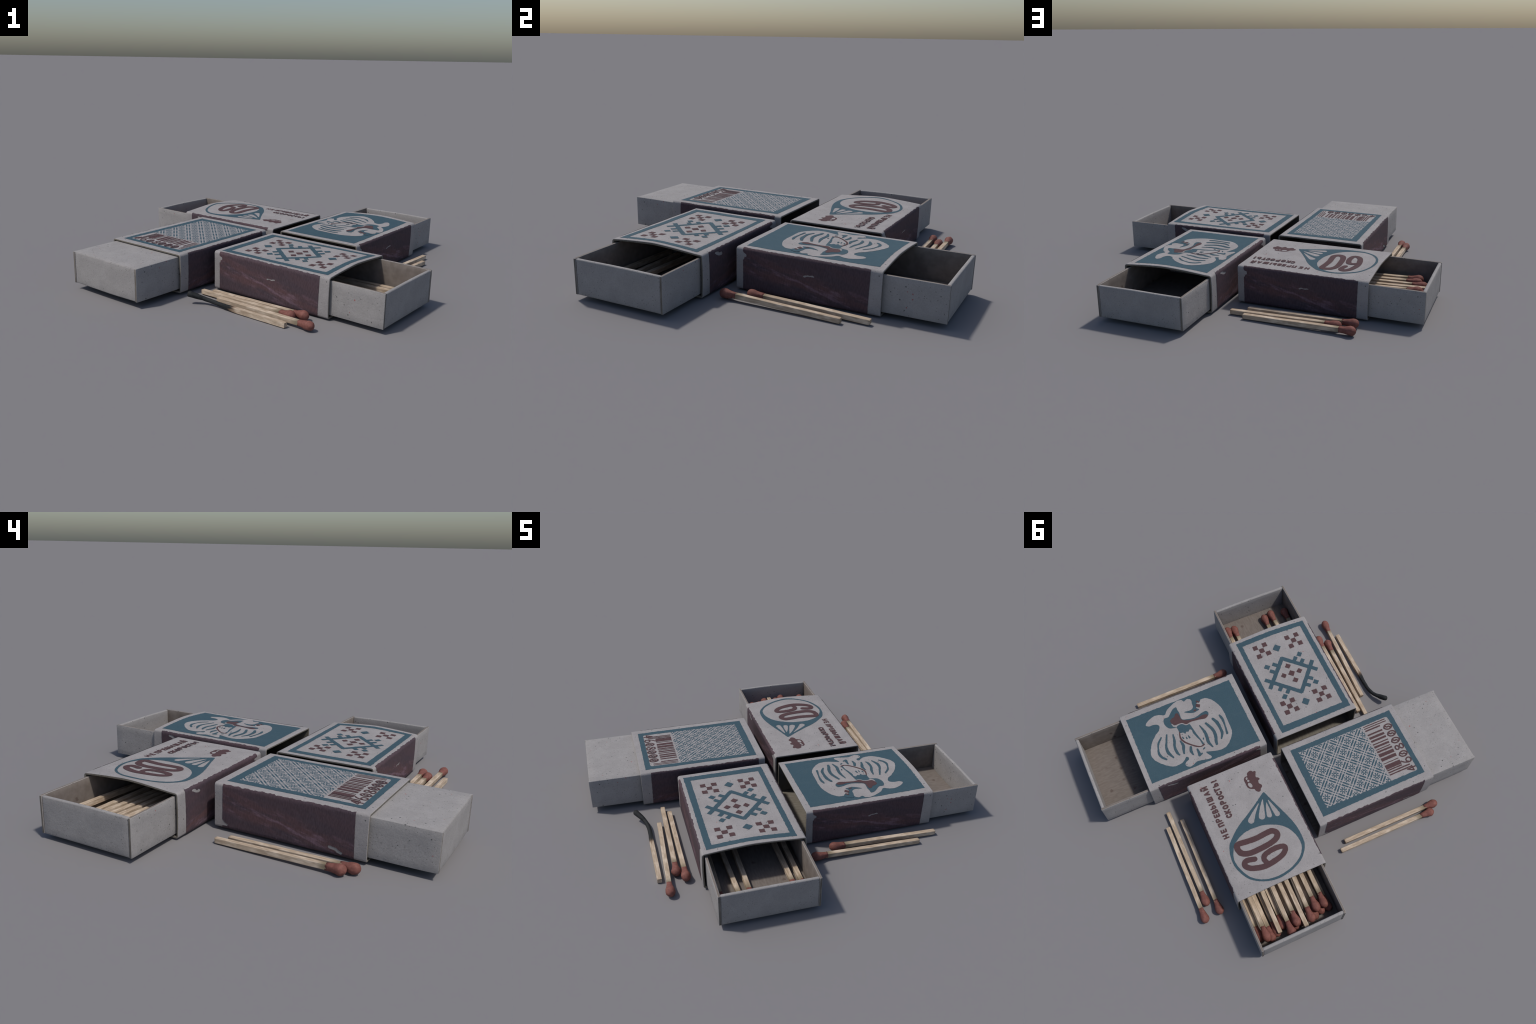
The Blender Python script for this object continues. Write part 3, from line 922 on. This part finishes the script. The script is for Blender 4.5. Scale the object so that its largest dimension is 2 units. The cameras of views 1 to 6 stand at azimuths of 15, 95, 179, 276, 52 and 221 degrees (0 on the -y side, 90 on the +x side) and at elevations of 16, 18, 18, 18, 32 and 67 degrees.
BOX_A = ((0.248, -0.4360), -23.0)
BOX_C = ((-0.248, 0.4215), 157.1)
matchbox(*BOX_A, "open matchbox with teal frame and stepped diamond ornament", print_ornament, seed=1, skew=0.001)
matchbox((0.4295, 0.2458), 67.1, "open empty matchbox with woodcut bird on teal panel", print_bird, seed=2, skew=0.0065)
matchbox(*BOX_C, "open full matchbox printed with balloon speed sign and car", print_balloon, seed=3, skew=-0.006)
matchbox((-0.4303, -0.2575), 246.9, "upside-down matchbox with teal lattice, bars and number", print_barcode, True, seed=4, skew=-0.006)


# ------------------------------------------------------------------ matches
def loft(sections, cap_end=True):
    """Skin closed rings of equal length."""
    bm = bmesh.new()
    rings = [[bm.verts.new(p) for p in s] for s in sections]
    n = len(rings[0])
    for a, b in zip(rings, rings[1:]):
        for j in range(n):
            bm.faces.new((a[j], a[(j + 1) % n], b[(j + 1) % n], b[j]))
    bm.faces.new(rings[0][::-1])
    if cap_end:
        bm.faces.new(rings[-1])
    bmesh.ops.recalc_face_normals(bm, faces=bm.faces[:])
    return bm


def square_ring(half, soft=0.0015):
    """Square with clipped corners: 8 points."""
    a, b = half, half - soft
    return [(a, -b), (a, b), (b, a), (-b, a), (-a, b), (-a, -b), (-b, -a), (b, -a)]


def stick_mesh(seed):
    rnd = random.Random(seed)
    hh = STICK / 2
    secs = []
    n = 12
    for i in range(-1, n + 1):
        x = 0.0 if i < 0 else 0.003 + (MATCH_L - 0.075 - 0.003) * i / n
        s = hh * (0.90 if i < 0 else 1.0)
        dy = noise.noise(Vector((x * 5, seed * 3.1, 0))) * 0.0014 * min(1, (0.54 - x) / 0.1)
        dz = noise.noise(Vector((x * 5, seed * 3.1, 7))) * 0.0010 * min(1, (0.54 - x) / 0.1)
        f = 1 + noise.noise(Vector((x * 9, seed * 1.7, 3))) * 0.05 * min(1, (0.56 - x) / 0.1)
        secs.append([(x + (rnd.uniform(-0.0015, 0.0015) if i < 0 else 0), y * f + dy, z * f + dz) for y, z in square_ring(s)])
    me = to_mesh(loft(secs), "stick", [M_WOOD])
    sharpen(me, 30)
    return me


def head_mesh(seed):
    """Dipped bulb: starts as a coat on the square stick and swells to a drop."""
    prof = [(0.526, 0.0130, 0.0), (0.540, 0.0142, 0.25), (0.555, 0.0178, 0.75), (0.571, 0.0222, 1.0), (0.585, 0.0250, 1.0),
            (0.597, 0.0236, 1.0), (0.606, 0.0186, 1.0), (0.612, 0.0115, 1.0), (0.6145, 0.004, 1.0)]
    secs = []
    m = 12
    for x, r, roundness in prof:
        ring = []
        for j in range(m):
            a = math.tau * j / m + math.pi / m
            c, s = math.cos(a), math.sin(a)
            sq = 1 / max(abs(c), abs(s))
            rr = r * (sq * 0.97 * (1 - roundness) + roundness)
            q = Vector((x * 45, c * 1.1 + seed * 5, s * 1.1))
            rr *= 1 + 0.16 * noise.noise(q)
            jag = 0.003 * noise.noise(Vector((seed, c * 2, s * 2))) if x < 0.535 else 0
            ring.append((x + jag, c * rr, s * rr))
        secs.append(ring)
    return to_mesh(loft(secs), "head", [M_HEAD])


STICKS = [stick_mesh(i) for i in range(6)]
HEADS = [head_mesh(i) for i in range(6)]
rng = random.Random(77)
made = 0


def match(tail, tip, label="wooden match with a rounded brick-red head", roll=None):
    """A match from the centre of its cut end to the tip of its head."""
    global made
    root = bpy.data.objects.new("match", None)
    COL.objects.link(root)
    root.empty_display_size = 0.03
    tail, tip = Vector(tail), Vector(tip)
    d = (tip - tail).normalized()
    y = Vector((0, 0, 1)).cross(d).normalized()
    z = d.cross(y)
    basis = Matrix((d, y, z)).transposed().to_4x4()
    roll = rng.uniform(-0.06, 0.06) if roll is None else roll
    start = tip - d * (MATCH_L + 0.0015)
    root.matrix_world = Matrix.Translation(start) @ basis @ Matrix.Rotation(roll, 4, 'X')
    root["label"] = label
    root["category"] = "match"
    stick = new_object("stick", STICKS[made % 6], root)
    head = new_object("head", HEADS[(made * 5 + 1) % 6], root)
    head.rotation_euler = (math.pi / 2 * (made % 4), 0, 0)
    made += 1
    return root


TAIL_Z, HEAD_Z = 0.0130, 0.0265
for (tx, ty), (hx, hy) in (((-0.118, -0.725), (0.444, -0.991)), ((-0.172, -0.625), (0.395, -0.868)), ((-0.244, -0.628), (0.331, -0.887)),
                           ((0.893, 0.300), (0.650, -0.261)), ((0.893, 0.431), (0.647, -0.131)),
                           ((0.159, 0.742), (-0.402, 0.982)), ((0.226, 0.676), (-0.338, 0.911)), ((0.134, 0.651), (-0.428, 0.892)),
                           ((-0.686, 0.151), (-0.932, -0.411)), ((-0.666, 0.091), (-0.913, -0.468))):
    match((tx, ty + 0.0015, TAIL_Z), (hx, hy + 0.0025, HEAD_Z))


def in_box(box, u, w, z):
    (cx, cy), yaw = box
    a = math.radians(yaw)
    return (cx + u * math.cos(a) - w * math.sin(a), cy + u * math.sin(a) + w * math.cos(a), z)


# five left in the ornament box
for u, w, back in ((0.590, 0.197, 0.200), (0.583, 0.154, 0.151), (0.584, -0.066, -0.065), (0.598, -0.117, -0.138), (0.578, -0.211, -0.205)):
    match(in_box(BOX_A, u - MATCH_L, back, FLOOR_Z + 0.0125), in_box(BOX_A, u, w, FLOOR_Z + 0.0250))

# two layers in the balloon box; True = lies the other way round
LOWER = ((0.590, -0.222), (0.616, -0.163), (0.603, -0.127), (0.582, -0.081), (0.612, -0.020), (0.606, 0.018), (0.606, 0.104), (0.592, 0.147), (0.592, 0.193))
UPPER = ((0.611, -0.190, -0.187, False), (0.591, -0.114, -0.108, True), (0.642, -0.056, -0.046, False), (0.603, -0.009, -0.004, False),
         (0.628, 0.032, 0.036, True), (0.617, 0.073, 0.088, False), (0.575, 0.124, 0.132, False), (0.573, 0.173, 0.178, False))
for u, w in LOWER:
    match(in_box(BOX_C, u - MATCH_L, w + rng.uniform(-0.002, 0.006), FLOOR_Z + 0.0125), in_box(BOX_C, u, w, FLOOR_Z + 0.0245))
for i, (u, w, back, turned) in enumerate(UPPER):
    far = in_box(BOX_C, u - MATCH_L, back + (back - w) * 0.6, FLOOR_Z + 0.0425 + 0.0008 * (i % 3))
    near = in_box(BOX_C, u, w, FLOOR_Z + (0.050 if i == 1 else 0.066) + 0.001 * (i % 2))
    if turned:
        match(near, far)
    else:
        match(far, near)


# ------------------------------------------------------------------ burnt match
def burnt_match():
    """Straight wooden half lying flat, then a charred half that has curled up and thinned."""
    tail, knee = Vector((0.306, -0.972, 0.0130)), Vector((-0.007, -0.838, 0.0135))
    d = (knee - tail).normalized()
    y = Vector((0, 0, 1)).cross(d).normalized()
    z = d.cross(y)
    root = bpy.data.objects.new("burnt_match", None)
    COL.objects.link(root)
    root.empty_display_size = 0.03
    root.matrix_world = Matrix.Translation(tail) @ Matrix((d, y, z)).transposed().to_4x4()
    inv = root.matrix_world.inverted()
    way = [tail, tail.lerp(knee, 0.33), tail.lerp(knee, 0.66), knee, Vector((-0.060, -0.813, 0.0150)), Vector((-0.110, -0.793, 0.019)),
           Vector((-0.160, -0.784, 0.027)), Vector((-0.205, -0.789, 0.040)), Vector((-0.253, -0.801, 0.054))]
    line = catmull([tuple(inv @ p) for p in way], False, 0.010)
    total = len(line) - 1

    def ring(i, r, roundness):
        a, b = line[max(i - 1, 0)], line[min(i + 1, total)]
        t = (b - a).normalized()
        side = Vector((0, 0, 1)).cross(t).normalized()
        up = t.cross(side)
        out = []
        for j in range(12):
            ang = math.tau * j / 12 + math.pi / 12
            c, s = math.cos(ang), math.sin(ang)
            rr = r * ((1 / max(abs(c), abs(s))) * 0.98 * (1 - roundness) + roundness)
            rr *= 1 + (0.10 * roundness + 0.02) * noise.noise(Vector((i * 0.6, c * 1.4, s * 1.4)))
            out.append(line[i] + side * (c * rr) + up * (s * rr))
        return out
    secs, heads = [], []
    cut = int(total * 0.885)
    for i in range(total + 1):
        f = i / total
        ro = min(max((f - 0.5) / 0.2, 0), 1)
        r = STICK / 2 * (1 - 0.07 * ro)
        if i <= cut:
            secs.append(ring(i, r, ro))
        if i >= cut - 1:
            g = (i - cut + 1) / (total - cut + 1)
            heads.append(ring(i, (0.0109 + 0.0049 * math.sin(math.pi * min(g * 0.95, 1) * 0.72)) * (1 if g < 0.93 else 0.62), 1.0))
    st = to_mesh(loft(secs), "stick", [M_BURNT])
    sharpen(st, 40)
    new_object("stick", st, root)
    new_object("head", to_mesh(loft(heads), "head", [M_CHAR]), root)
    root["label"] = "burnt match with curled black charred end"
    root["category"] = "match"


burnt_match()
